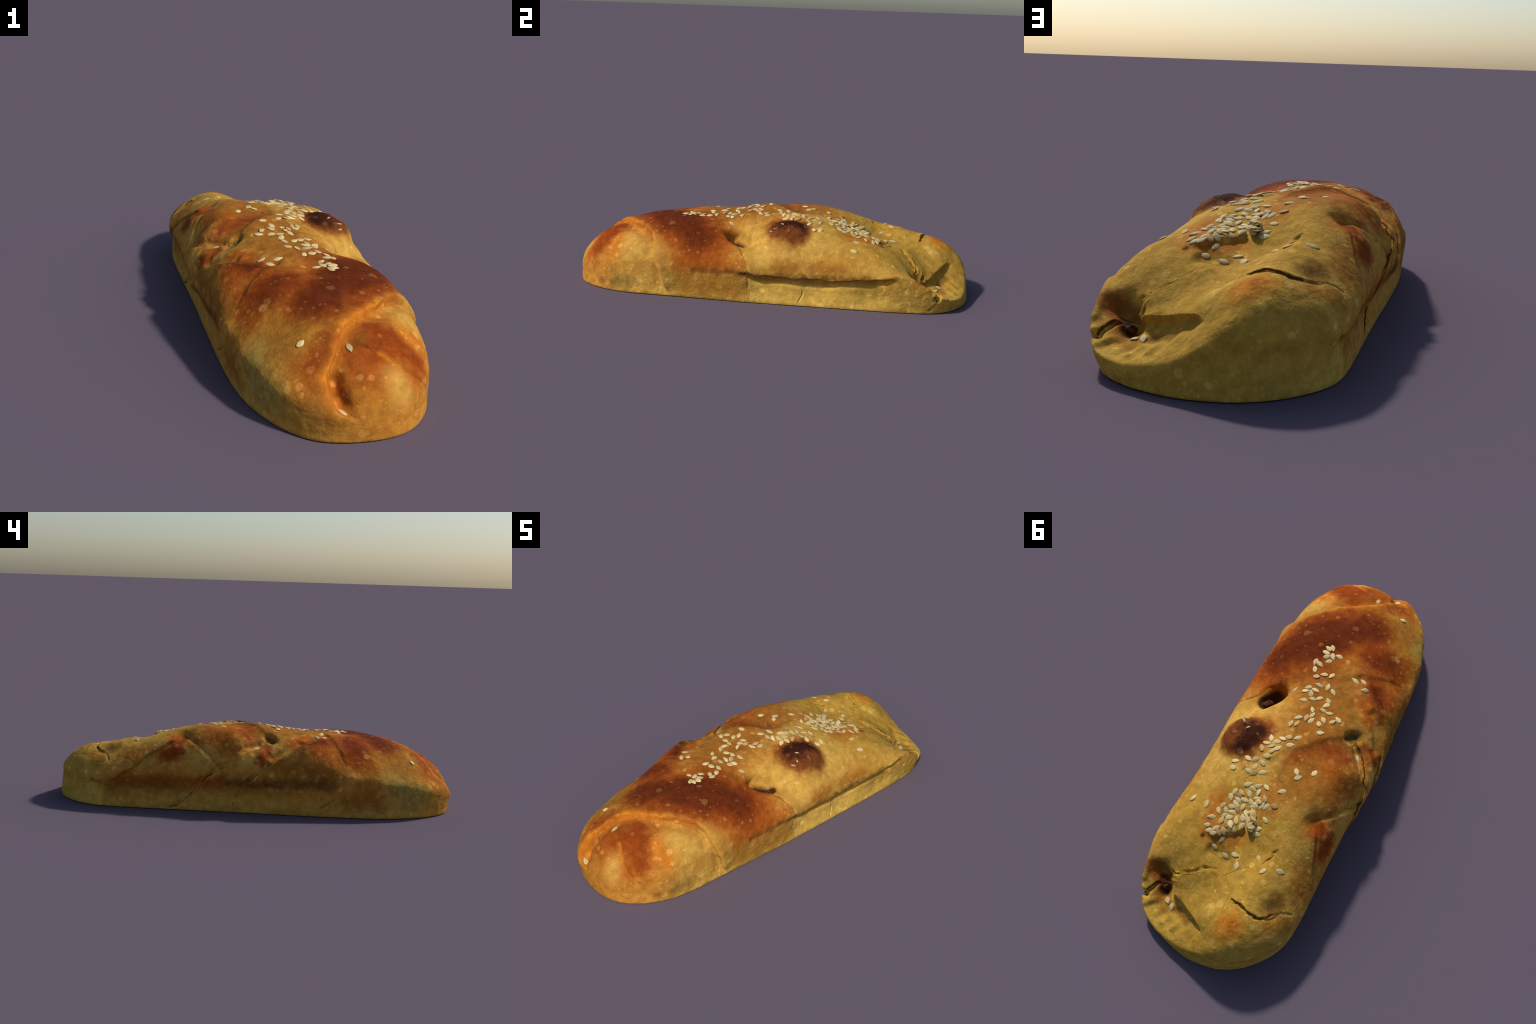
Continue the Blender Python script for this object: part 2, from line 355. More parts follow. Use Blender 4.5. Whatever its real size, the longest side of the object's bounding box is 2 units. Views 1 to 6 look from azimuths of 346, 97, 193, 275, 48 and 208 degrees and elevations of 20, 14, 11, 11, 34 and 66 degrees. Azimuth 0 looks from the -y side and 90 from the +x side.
# ------------------------------------------------------------------ materials
class Nodes:
    def __init__(self, name):
        self.mat = bpy.data.materials.new(name)
        self.mat.use_nodes = True
        self.t = self.mat.node_tree
        self.bsdf = self.t.nodes["Principled BSDF"]

    def new(self, kind, **kw):
        n = self.t.nodes.new(kind)
        for k, v in kw.items():
            setattr(n, k, v)
        return n

    def put(self, sock, v):
        if isinstance(v, bpy.types.NodeSocket):
            self.t.links.new(v, sock)
        elif isinstance(v, (tuple, list)) and len(v) == 3 and sock.type == "RGBA":
            sock.default_value = (*v, 1)
        else:
            sock.default_value = v

    def math(self, op, a, b=0.0, clamp=False):
        n = self.new("ShaderNodeMath", operation=op, use_clamp=clamp)
        self.put(n.inputs[0], a)
        self.put(n.inputs[1], b)
        return n.outputs[0]

    def vec(self, op, a, b=None, c=None):
        n = self.new("ShaderNodeVectorMath", operation=op)
        self.put(n.inputs[0], a)
        if b is not None:
            self.put(n.inputs[1], b)
        if c is not None:
            self.put(n.inputs[2], c)
        return n.outputs["Value"] if op in ("LENGTH", "DISTANCE", "DOT_PRODUCT") else n.outputs["Vector"]

    def ramp(self, v, a, b, lo=0.0, hi=1.0):
        n = self.new("ShaderNodeMapRange", interpolation_type="SMOOTHSTEP")
        for k, x in zip(("Value", "From Min", "From Max", "To Min", "To Max"), (v, a, b, lo, hi)):
            self.put(n.inputs[k], x)
        return n.outputs["Result"]

    def mix(self, f, a, b, blend="MIX"):
        n = self.new("ShaderNodeMix", data_type="RGBA", blend_type=blend)
        self.put(n.inputs[0], f)
        self.put(n.inputs[6], a)
        self.put(n.inputs[7], b)
        return n.outputs[2]

    def vmix(self, f, a, b):
        n = self.new("ShaderNodeMix", data_type="VECTOR")
        self.put(n.inputs[0], f)
        self.put(n.inputs[4], a)
        self.put(n.inputs[5], b)
        return n.outputs[1]

    def noise(self, p, scale, detail=3.0, rough=0.55):
        n = self.new("ShaderNodeTexNoise")
        self.put(n.inputs["Vector"], p)
        n.inputs["Scale"].default_value = scale
        n.inputs["Detail"].default_value = detail
        n.inputs["Roughness"].default_value = rough
        return n.outputs["Fac"], n.outputs["Color"]

    def coords(self):
        return self.new("ShaderNodeTexCoord").outputs["Object"]

    def warp(self, p, scale, amount, detail=2.0):
        _, c = self.noise(p, scale, detail)
        c = self.vec("SUBTRACT", c, (0.5, 0.5, 0.5))
        s = self.new("ShaderNodeVectorMath", operation="SCALE")
        self.put(s.inputs[0], c)
        s.inputs["Scale"].default_value = amount
        return self.vec("ADD", p, s.outputs[0])

    def distance(self, p, line):
        """Distance from p to a chain of points."""
        if len(line) == 1:
            return self.vec("DISTANCE", p, line[0])
        best = None
        for a, b in zip(line[:-1], line[1:]):
            a, b = Vector(a), Vector(b)
            ab = b - a
            g = self.new("ShaderNodeGroup")
            g.node_tree = SEGMENT
            g.inputs["Along"].default_value = ab
            g.inputs["Start"].default_value = a
            g.inputs["Unit"].default_value = ab / ab.length_squared
            self.put(g.inputs["Place"], p)
            d = g.outputs["Distance"]
            best = d if best is None else self.math("MINIMUM", best, d)
        return best


def segment_group():
    """A node group: distance from a place to a straight segment."""
    g = bpy.data.node_groups.new("segment_distance", "ShaderNodeTree")
    for name in ("Place", "Start", "Along", "Unit"):
        g.interface.new_socket(name, in_out="INPUT", socket_type="NodeSocketVector")
    g.interface.new_socket("Distance", in_out="OUTPUT", socket_type="NodeSocketFloat")
    i, o = g.nodes.new("NodeGroupInput"), g.nodes.new("NodeGroupOutput")

    def op(kind, *ins):
        n = g.nodes.new("ShaderNodeVectorMath")
        n.operation = kind
        for sock, v in zip(n.inputs, ins):
            g.links.new(v, sock)
        return n
    pa = op("SUBTRACT", i.outputs["Place"], i.outputs["Start"]).outputs[0]
    dot = op("DOT_PRODUCT", pa, i.outputs["Unit"]).outputs["Value"]
    hold = g.nodes.new("ShaderNodeMath")
    hold.operation, hold.use_clamp = "ADD", True
    hold.inputs[1].default_value = 0.0
    g.links.new(dot, hold.inputs[0])
    part_way = op("SCALE", i.outputs["Along"])
    g.links.new(hold.outputs[0], part_way.inputs["Scale"])
    g.links.new(op("DISTANCE", pa, part_way.outputs[0]).outputs["Value"], o.inputs["Distance"])
    return g


SEGMENT = segment_group()

# dough colours, from raw to scorched
PALE = (0.56, 0.32, 0.062)
BASE = (0.63, 0.38, 0.072)
STRAW = (0.60, 0.40, 0.12)
OLIVE = (0.40, 0.228, 0.030)
TAN = (0.30, 0.112, 0.016)
HONEY = (0.50, 0.205, 0.030)
GOLD = (0.37, 0.145, 0.018)
ORANGE = (0.385, 0.090, 0.010)
GLOW = (0.58, 0.19, 0.018)
RUST = (0.245, 0.044, 0.007)
BROWN = (0.120, 0.023, 0.006)
UMBER = (0.16, 0.062, 0.014)
CHAR = (0.038, 0.010, 0.006)
SCORCH = (0.165, 0.044, 0.012)
GREEN = (0.31, 0.225, 0.050)
SPINACH = (0.11, 0.075, 0.020)
FILLING = (0.035, 0.014, 0.006)

SKIN = V[::3]
# oven colour and some painted-in shading: (line, radius, softness, colour, strength), laid on in order
TINTS = [
    # general fields
    ([(0.00, -0.30, 0.22), (0.00, -0.90, 0.18)], 0.33, 0.14, HONEY, 0.75),
    ([(-0.34, 0.60, 0.12), (-0.34, -0.50, 0.12)], 0.13, 0.07, HONEY, 0.65),
    ([(0.36, 0.05, 0.20), (0.36, 0.45, 0.21)], 0.045, 0.05, GOLD, 0.35),
    ([(0.17, -0.13, 0.31), (0.31, 0.00, 0.26)], 0.06, 0.05, PALE, 0.7),
    ([(0.05, 0.55, 0.28), (0.05, 0.90, 0.2)], 0.30, 0.16, OLIVE, 0.75),
    ([(-0.16, 0.16, 0.39), (-0.03, -0.20, 0.39), (0.0, -0.45, 0.36)], 0.13, 0.09, TAN, 0.85),
    ([(-0.05, -0.72, 0.33), (-0.18, -0.62, 0.31)], 0.13, 0.08, GOLD, 0.75),
    ([(0.20, -0.50, 0.30), (0.29, -0.28, 0.26)], 0.13, 0.07, ORANGE, 0.80),
    ([(-0.02, -0.60, 0.35), (0.12, -0.46, 0.34), (0.22, -0.33, 0.29)], 0.15, 0.07, ORANGE, 0.75),
    ([(-0.20, -0.52, 0.32), (-0.24, -0.36, 0.31)], 0.12, 0.06, ORANGE, 0.55),
    ([(-0.10, 0.20, 0.39), (-0.20, 0.12, 0.36)], 0.11, 0.07, TAN, 0.75),
    ([(-0.12, -0.18, 0.385), (-0.05, 0.02, 0.395)], 0.11, 0.06, TAN, 0.55),
    ([(-0.20, -0.74, 0.25), (-0.25, -0.62, 0.23), (-0.15, -0.86, 0.22)], 0.09, 0.06, GOLD, 0.65),
    ([(0.06, -0.83, 0.28), (0.20, -0.83, 0.22), (0.06, -0.97, 0.15)], 0.12, 0.08, ORANGE, 0.6),
    ([(0.345, -0.42, 0.17), (0.36, -0.13, 0.19)], 0.035, 0.035, ORANGE, 0.75),
    # front lobe
    ([(0.03, -0.92, 0.23), (0.14, -0.90, 0.21)], 0.11, 0.07, ORANGE, 0.85),
    ([(-0.02, -0.98, 0.12), (0.02, -1.0, 0.08)], 0.09, 0.06, GOLD, 0.75),
    ([(-0.12, -0.94, 0.13), (-0.15, -0.88, 0.19)], 0.055, 0.05, ORANGE, 0.75),
    ([(0.24, -0.68, 0.26), (0.296, -0.66, 0.213), (0.284, -0.581, 0.234)], 0.055, 0.05, PALE, 0.7),
    ([(0.105, -0.80, 0.31), (0.16, -0.84, 0.25)], 0.055, 0.045, RUST, 0.95),
    ([(0.050, -0.87, 0.26), (0.09, -0.885, 0.24)], 0.045, 0.04, RUST, 0.75),
    ([(0.212, -0.871, 0.193)], 0.038, 0.028, RUST, 0.85),
    ([(0.208, -0.773, 0.252), (0.263, -0.772, 0.207), (0.286, -0.778, 0.170)], 0.020, 0.025, GLOW, 0.7),
    ([(0.05, -0.99, 0.05), (0.22, -0.93, 0.05), (0.28, -0.84, 0.06)], 0.07, 0.05, HONEY, 0.7),
    ([(0.125, -0.968, 0.135), (0.110, -0.946, 0.178)], 0.040, 0.045, PALE, 0.75),
    ([(0.012, -0.835, 0.301)], 0.026, 0.02, TAN, 0.7),
    ([(0.079, -0.891, 0.238), (0.136, -0.912, 0.204)], 0.007, 0.012, GLOW, 0.75),
    ([(-0.075, -0.962, 0.140), (-0.085, -0.935, 0.172)], 0.014, 0.016, UMBER, 0.75),  # crease beside the fold darkened to add to its shading
    ([(-0.025, -0.875, 0.245), (0.000, -0.930, 0.205)], 0.040, 0.045, RUST, 0.45),
    # lip of the first strip
    ([(-0.076, -0.970, 0.128), (-0.109, -0.920, 0.187), (-0.080, -0.870, 0.235), (-0.035, -0.805, 0.295), (0.030, -0.748, 0.318), (0.105, -0.702, 0.320), (0.135, -0.680, 0.318)], 0.016, 0.022, GLOW, 0.9),
    ([(-0.135, -0.862, 0.221), (-0.075, -0.825, 0.286)], 0.028, 0.035, RUST, 0.8),
    # first strip, baked darkest
    ([(0.150, -0.490, 0.32), (0.02, -0.58, 0.342), (-0.070, -0.640, 0.338)], 0.11, 0.05, RUST, 0.75),
    ([(0.110, -0.500, 0.333), (0.190, -0.410, 0.318), (0.265, -0.330, 0.280)], 0.115, 0.05, RUST, 0.75),
    ([(0.150, -0.490, 0.32), (0.055, -0.567, 0.342), (-0.060, -0.640, 0.338)], 0.080, 0.055, BROWN, 0.97),
    ([(0.106, -0.520, 0.333), (0.178, -0.432, 0.318), (0.245, -0.350, 0.287)], 0.082, 0.055, BROWN, 0.95),
    ([(0.05, -0.53, 0.345), (0.11, -0.40, 0.347)], 0.065, 0.05, BROWN, 0.9),
    ([(0.06, -0.70, 0.345), (0.16, -0.60, 0.315)], 0.025, 0.03, RUST, 0.8),
    ([(0.01, -0.33, 0.37), (0.09, -0.30, 0.36)], 0.055, 0.05, RUST, 0.55),
    # shaded shoulder of the first strip
    ([(-0.144, -0.500, 0.346), (-0.235, -0.51, 0.304)], 0.070, 0.04, RUST, 0.97),
    ([(-0.150, -0.480, 0.35), (-0.20, -0.54, 0.32)], 0.050, 0.05, BROWN, 0.7),
    ([(-0.194, -0.385, 0.348), (-0.250, -0.335, 0.311)], 0.055, 0.04, RUST, 0.9),
    ([(-0.22, -0.345, 0.33), (-0.28, -0.245, 0.31)], 0.035, 0.035, BROWN, 0.85),
    ([(-0.276, -0.356, 0.291), (-0.285, -0.431, 0.271)], 0.040, 0.035, ORANGE, 0.8),
    ([(-0.281, -0.505, 0.264), (-0.274, -0.579, 0.251)], 0.045, 0.035, ORANGE, 0.8),
    ([(-0.325, -0.138, 0.230), (-0.318, -0.311, 0.220), (-0.311, -0.433, 0.215)], 0.050, 0.04, TAN, 0.85),
    # band where the side meets the tray
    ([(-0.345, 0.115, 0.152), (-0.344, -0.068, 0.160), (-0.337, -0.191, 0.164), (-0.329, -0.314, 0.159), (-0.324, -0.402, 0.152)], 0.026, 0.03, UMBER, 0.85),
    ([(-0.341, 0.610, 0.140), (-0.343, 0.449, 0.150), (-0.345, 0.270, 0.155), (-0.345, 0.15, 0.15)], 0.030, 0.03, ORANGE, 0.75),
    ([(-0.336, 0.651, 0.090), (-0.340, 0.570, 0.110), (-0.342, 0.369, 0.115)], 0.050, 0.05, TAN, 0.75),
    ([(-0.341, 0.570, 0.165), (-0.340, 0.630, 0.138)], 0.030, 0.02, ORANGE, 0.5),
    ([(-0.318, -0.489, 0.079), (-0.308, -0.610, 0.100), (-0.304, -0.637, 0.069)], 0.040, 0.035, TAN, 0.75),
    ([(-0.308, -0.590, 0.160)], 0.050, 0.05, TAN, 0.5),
    ([(-0.279, -0.732, 0.149), (-0.262, -0.786, 0.082), (-0.245, -0.825, 0.110)], 0.060, 0.045, GREEN, 0.75),
    ([(-0.271, -0.690, 0.205)], 0.040, 0.04, GREEN, 0.45),
    # middle strip and sliver
    ([(-0.196, -0.266, 0.357), (-0.239, -0.208, 0.338)], 0.032, 0.03, ORANGE, 0.85),
    ([(-0.280, -0.087, 0.313), (-0.320, -0.066, 0.257)], 0.030, 0.022, RUST, 0.9),
    ([(-0.305, -0.045, 0.290), (-0.314, 0.000, 0.270)], 0.016, 0.016, ORANGE, 0.7),
    ([(-0.235, -0.130, 0.345)], 0.020, 0.02, SPINACH, 0.5),
    ([(-0.03, 0.120, 0.391), (-0.075, 0.075, 0.398), (-0.13, 0.02, 0.400)], 0.028, 0.03, RUST, 0.7),
    # back strip, first two coats lightened for sun on its shoulder
    ([(-0.175, 0.016, 0.385), (-0.224, 0.009, 0.360), (-0.245, 0.020, 0.34)], 0.048, 0.045, RUST, 0.85),
    ([(-0.20, 0.09, 0.375), (-0.271, 0.120, 0.310), (-0.285, 0.075, 0.294)], 0.045, 0.045, ORANGE, 0.75),
    ([(-0.24, 0.20, 0.34), (-0.26, 0.25, 0.32)], 0.035, 0.04, ORANGE, 0.6),
    ([(-0.250, 0.350, 0.33), (-0.305, 0.350, 0.279), (-0.310, 0.410, 0.270)], 0.050, 0.035, ORANGE, 0.85),
    ([(-0.264, 0.345, 0.324), (-0.300, 0.350, 0.279), (-0.305, 0.393, 0.270)], 0.036, 0.030, RUST, 0.9),
    ([(-0.303, 0.329, 0.278)], 0.009, 0.006, BROWN, 0.8),
    ([(-0.281, 0.500, 0.287), (-0.298, 0.590, 0.260)], 0.045, 0.05, TAN, 0.8),
    # scorched bubble
    ([(0.140, 0.040, 0.355), (0.155, 0.150, 0.353)], 0.050, 0.05, RUST, 0.8),
    ([(0.200, 0.075, 0.345), (0.215, 0.110, 0.340)], 0.105, 0.03, RUST, 0.55),
    ([(0.205, 0.070, 0.345), (0.215, 0.110, 0.340)], 0.086, 0.024, SCORCH, 0.97),
    ([(0.165, 0.060, 0.360), (0.180, 0.140, 0.355)], 0.050, 0.035, CHAR, 0.97),
    ([(0.215, 0.060, 0.350)], 0.028, 0.03, CHAR, 0.6),
    # seeds' nest, hollow and tail
    ([(0.165, 0.400, 0.325), (0.149, 0.526, 0.293)], 0.050, 0.05, ORANGE, 0.65),
    ([(-0.022, 0.323, 0.369), (-0.036, 0.350, 0.364)], 0.050, 0.05, ORANGE, 0.6),
    ([(0.096, 0.560, 0.283), (0.027, 0.505, 0.295)], 0.035, 0.03, ORANGE, 0.55),
    ([(0.168, 0.560, 0.285)], 0.010, 0.006, BROWN, 0.9),
    ([(-0.090, 0.860, 0.257), (-0.115, 0.838, 0.271)], 0.045, 0.04, GLOW, 0.75),
    ([(-0.110, 0.840, 0.272)], 0.022, 0.025, RUST, 0.5),
    ([(-0.228, 0.720, 0.278), (-0.240, 0.670, 0.284)], 0.030, 0.03, UMBER, 0.8),
    ([(-0.250, 0.782, 0.246), (-0.283, 0.750, 0.235), (-0.310, 0.733, 0.205)], 0.030, 0.02, GOLD, 0.7),
    ([(-0.304, 0.602, 0.250), (-0.310, 0.559, 0.248)], 0.030, 0.035, TAN, 0.7),
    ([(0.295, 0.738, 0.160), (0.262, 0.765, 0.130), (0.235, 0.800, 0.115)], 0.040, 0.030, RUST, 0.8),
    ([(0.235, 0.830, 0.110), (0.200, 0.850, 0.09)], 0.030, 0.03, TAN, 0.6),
    ([(0.195, 0.842, 0.085), (0.143, 0.865, 0.125), (0.102, 0.885, 0.145)], 0.016, 0.016, UMBER, 0.55),  # trough tinted dark where shade lies under the flap
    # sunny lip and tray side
    ([(0.356, 0.268, 0.212), (0.363, 0.351, 0.205)], 0.030, 0.03, GOLD, 0.7),
    ([(0.366, 0.060, 0.190), (0.362, 0.149, 0.200)], 0.022, 0.028, GOLD, 0.6),
    ([(0.350, -0.346, 0.145), (0.365, -0.128, 0.150), (0.368, -0.042, 0.140), (0.372, 0.128, 0.142), (0.376, 0.295, 0.148), (0.371, 0.501, 0.165)], 0.010, 0.016, UMBER, 0.75),  # shadow on the lip's underside, painted as a brown line
    ([(0.340, -0.40, 0.068), (0.349, -0.14, 0.066)], 0.060, 0.05, GOLD, 0.7),
    ([(0.318, -0.690, 0.060), (0.300, -0.760, 0.050)], 0.030, 0.03, SPINACH, 0.6),
    ([(0.278, -0.830, 0.040)], 0.018, 0.02, SPINACH, 0.5),
]
# pale blistered spots that can be told apart
BLISTERS = [((0.007, 0.820, 0.228), 0.027), ((-0.026, 0.778, 0.246), 0.018), ((0.130, 0.765, 0.21), 0.018),
            ((0.085, 0.845, 0.19), 0.012), ((-0.006, -0.943, 0.195), 0.011), ((-0.275, -0.405, 0.285), 0.013), ((-0.285, -0.375, 0.28), 0.012),
            ((-0.225, -0.575, 0.29), 0.016), ((-0.245, -0.560, 0.29), 0.010), ((0.245, 0.10, 0.30), 0.000)]
DARK_LINES = [(TAIL_CRACK, 0.0045), (TAIL_FLAP[:3], 0.004), (NOTCH, 0.005), (TOP_CRACK, 0.003), (TAIL_CRACK_END, 0.002),
              (FLAP_FINE, 0.0018), (FOOT_CRACK, 0.0022), (STRIP_CREASE[2:], 0.0022), (LOW_CREASE, 0.0022),
              (SHADE_SEAM_BACK, 0.0034), (SHADE_SEAM_FRONT[2:], 0.0026), (STEEP_SEAM, 0.002), (SUN_SEAM[2:], 0.0018), (TAIL_SEAM, 0.0018)]

TINTS = [(settle(np.array(x[0]), SKIN, 1.0).tolist() if x[1] <= 0.1 else x[0], *x[1:]) for x in TINTS]
DARK_LINES = [(settle(np.array(line), SKIN, 0.05).tolist(), r) for line, r in DARK_LINES]


def crust_material(pts):
    """The crust's colours, with only the coats that reach these points of it."""
    k = Nodes("baked_crust")

    def reach(line, far):
        L = np.array(line, float)
        L = np.vstack([L] + [L[:-1] + (L[1:] - L[:-1]) * f for f in (0.25, 0.5, 0.75)])
        return (((pts[:, None] - L[None]) ** 2).sum(-1)).min() < far * far

    tints = [x for x in TINTS if reach(x[0], x[1] + x[2] + 0.025)]
    p0 = k.coords()
    p = k.warp(p0, 9.0, 0.030, 3.0)
    big, _ = k.noise(p0, 6.0, 4.0)
    mid, _ = k.noise(p0, 28.0, 4.0, 0.6)
    fine, _ = k.noise(p0, 120.0, 3.0, 0.6)
    col = k.mix(k.ramp(big, 0.38, 0.66), PALE, k.mix(0.45, PALE, GOLD))
    z = k.new("ShaderNodeSeparateXYZ")
    k.put(z.inputs[0], p0)
    low = k.ramp(k.math("ADD", z.outputs["Z"], k.math("MULTIPLY", mid, 0.03)), 0.14, 0.10)
    col = k.mix(low, col, BASE)
    wob = k.math("MULTIPLY", k.math("SUBTRACT", mid, 0.5), 0.035)
    col = k.vec("ADD", col, (0.0, 0.0, 0.0))
    tiny = (1e-7, 1e-7, 1e-7)
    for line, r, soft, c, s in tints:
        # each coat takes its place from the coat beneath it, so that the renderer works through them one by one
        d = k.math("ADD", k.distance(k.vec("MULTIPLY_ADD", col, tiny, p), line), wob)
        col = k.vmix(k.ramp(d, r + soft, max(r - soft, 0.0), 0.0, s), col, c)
    # blisters: little pale discs, clustered
    keep, _ = k.noise(p0, 5.0, 2.0)
    q = k.warp(p0, 40.0, 0.010)
    for scale, size, share, amount in ((15.0, 0.30, 0.55, 0.34), (27.0, 0.40, 0.52, 0.46), (52.0, 0.36, 0.60, 0.34)):
        v = k.new("ShaderNodeTexVoronoi", feature="F1")
        k.put(v.inputs["Vector"], q)
        v.inputs["Scale"].default_value = scale
        sep = k.new("ShaderNodeSeparateColor")
        k.put(sep.inputs[0], v.outputs["Color"])
        rad = k.math("MULTIPLY", sep.outputs[0], size)
        spot = k.ramp(k.math("SUBTRACT", v.outputs["Distance"], rad), 0.02, -0.05)
        chosen = k.math("MULTIPLY", k.math("GREATER_THAN", sep.outputs[1], share), k.ramp(keep, 0.34, 0.50))
        a = k.math("MULTIPLY", k.math("MULTIPLY", spot, chosen), amount)
        lighter = k.mix(1.0, col, (1.9, 2.1, 2.6), "MULTIPLY")
        lighter = k.mix(0.30, lighter, STRAW)
        col = k.mix(a, col, lighter)
    for c, r in BLISTERS:
        if r and reach([c], r + 0.03):
            col = k.mix(k.ramp(k.vec("DISTANCE", k.vec("MULTIPLY_ADD", col, tiny, q), c), r + 0.003, r - 0.004, 0.0, 0.45), col, k.mix(0.5, k.mix(1.0, col, (1.5, 1.6, 1.8), "MULTIPLY"), STRAW))
    # mottling
    col = k.mix(1.0, col, k.mix(k.ramp(mid, 0.3, 0.7), (0.84, 0.81, 0.78), (1.13, 1.14, 1.16)), "MULTIPLY")
    col = k.mix(1.0, col, k.mix(k.ramp(fine, 0.3, 0.7), (0.92, 0.91, 0.90), (1.06, 1.07, 1.08)), "MULTIPLY")
    # dark lines along cracks and seams, dark hollows
    jag = k.warp(p0, 70.0, 0.010)
    for line, r in DARK_LINES:
        if not reach(line, 0.03):
            continue
        col = k.mix(k.ramp(k.distance(k.vec("MULTIPLY_ADD", col, tiny, jag), line), r + 0.0015, r - 0.0015, 0.0, 0.85), col, FILLING if r > 0.003 else UMBER)
    hole = k.distance(k.vec("MULTIPLY_ADD", col, tiny, jag), [(0.184, -0.172, 0.250), (0.224, -0.130, 0.235)])
    col = k.mix(k.ramp(hole, 0.048, 0.028, 0.0, 0.96), col, FILLING)
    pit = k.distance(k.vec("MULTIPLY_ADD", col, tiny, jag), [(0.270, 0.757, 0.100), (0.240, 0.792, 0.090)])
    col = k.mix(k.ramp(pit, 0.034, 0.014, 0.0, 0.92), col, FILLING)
    nook = k.distance(k.vec("MULTIPLY_ADD", col, tiny, p0), [(-0.220, -0.105, 0.330), (-0.200, -0.085, 0.340)])
    col = k.mix(k.ramp(nook, 0.026, 0.012, 0.0, 0.85), col, SPINACH)
    # dark specks
    v = k.new("ShaderNodeTexVoronoi", feature="F1")
    k.put(v.inputs["Vector"], p0)
    v.inputs["Scale"].default_value = 34.0
    sep = k.new("ShaderNodeSeparateColor")
    k.put(sep.inputs[0], v.outputs["Color"])
    speck = k.math("MULTIPLY", k.ramp(v.outputs["Distance"], 0.055, 0.035), k.math("GREATER_THAN", sep.outputs[2], 0.86))
    col = k.mix(k.math("MULTIPLY", speck, 0.6), col, UMBER)
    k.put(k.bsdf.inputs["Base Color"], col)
    k.bsdf.inputs["Roughness"].default_value = 0.85
    k.bsdf.inputs["Specular IOR Level"].default_value = 0.04
    b = k.new("ShaderNodeBump")
    b.inputs["Strength"].default_value = 0.5
    b.inputs["Distance"].default_value = 0.006
    k.put(b.inputs["Height"], k.math("ADD", mid, k.math("MULTIPLY", fine, 0.5)))
    k.put(k.bsdf.inputs["Normal"], b.outputs[0])
    return k.mat


def plain_material(name, c0, c1, scale, rough, spec=0.25, vary=0.0, bump=0.2):
    k = Nodes(name)
    p = k.coords()
    f, _ = k.noise(p, scale, 3.0)
    col = k.mix(k.ramp(f, 0.3, 0.7), c0, c1)
    if vary:
        r = k.new("ShaderNodeObjectInfo").outputs["Random"]
        col = k.mix(k.math("MULTIPLY", k.math("GREATER_THAN", r, 0.93), 0.75), col, (0.42, 0.20, 0.06))
        tone = k.math("ADD", k.math("MULTIPLY", k.math("FRACT", k.math("MULTIPLY", r, 7.3)), vary), 1.0 - vary * 0.6)
        col = k.mix(1.0, col, tone, "MULTIPLY")
    k.put(k.bsdf.inputs["Base Color"], col)
    k.bsdf.inputs["Roughness"].default_value = rough
    k.bsdf.inputs["Specular IOR Level"].default_value = spec
    b = k.new("ShaderNodeBump")
    b.inputs["Strength"].default_value = bump
    b.inputs["Distance"].default_value = 0.003
    k.put(b.inputs["Height"], f)
    k.put(k.bsdf.inputs["Normal"], b.outputs[0])
    return k.mat


SEED = plain_material("sesame", (0.56, 0.42, 0.18), (0.69, 0.53, 0.25), 60.0, 0.65, 0.10, 0.42)
STUFF = plain_material("cooked_filling", (0.030, 0.012, 0.006), (0.13, 0.045, 0.018), 55.0, 0.75, 0.1, 0.0, 0.6)
FLAKE = plain_material("dry_dough", (0.42, 0.28, 0.09), (0.62, 0.45, 0.18), 50.0, 0.8, 0.2, 0.0, 0.5)

# ------------------------------------------------------------------ parts
root = bpy.data.objects.new("stuffed_pastry", None)
bpy.context.collection.objects.link(root)
root["label"] = "golden brown braided stuffed pastry loaf with sesame seeds"
root["category"] = "pastry"


def add(name, mesh, mat=None):
    o = bpy.data.objects.new(name, mesh)
    bpy.context.collection.objects.link(o)
    o.parent = root
    if mat and not mesh.materials:
        mesh.materials.append(mat)
    return o


# the whole crust is one surface; its folds are told apart along the seam lines
C = V[quads].mean(1)
FN = N[quads].mean(1)


def side_of(line):
    L = np.array(line, float)
    best = np.full(len(C), 9.0)
    sgn = np.zeros(len(C))
    for i in range(len(L) - 1):
        a, ab = L[i], L[i + 1] - L[i]
        h = np.clip((C - a) @ ab / (ab @ ab), 0, 1)
        off = C - (a + h[:, None] * ab)
        d = np.linalg.norm(off, axis=1)
        m = d < best
        best[m] = d[m]
        sgn[m] = np.einsum("ij,ij->i", np.cross(FN[m], ab / np.linalg.norm(ab)), off[m])
    return sgn


edge_front = [(-0.040, -1.000, 0.0)] + FRONT_FOLD + [(0.312, -0.485, 0.0)]
edge_mid = SUN_SEAM[::-1] + [(0.05, -0.25, 0.372)] + TOP_SEAM_FRONT[::-1][:4] + SHADE_SEAM_FRONT + [(-0.328, 0.075, 0.0)]
edge_back = [(0.345, 0.42, 0.0), (0.372, 0.40, 0.16), (0.25, 0.33, 0.315)] + TOP_SEAM_BACK[::-1] + SHADE_SEAM_BACK + [(-0.322, 0.382, 0.0)]
edge_tail = [(0.325, 0.835, 0.0)] + NOTCH + TAIL_FLAP + FLAP_FINE + TOP_CRACK + TAIL_SEAM + [(-0.326, 0.73, 0.03), (-0.32, 0.745, 0.0)]
part = np.full(len(C), 3)                                                   # back strip
part[side_of(edge_back) > 0] = 2                                             # middle strip
part[(side_of(edge_mid) > 0) & (C[:, 1] < 0.2)] = 1                          # first strip
part[(side_of(edge_front) < 0) & (C[:, 1] < -0.4)] = 0                       # folded end
part[(side_of(edge_tail) < 0) & (C[:, 1] > 0.4)] = 4                         # tail
bub = np.linalg.norm((C - np.array((0.215, 0.088, 0.345))) * (1, 1, 0.6), axis=1) < 0.088
part[bub] = 5
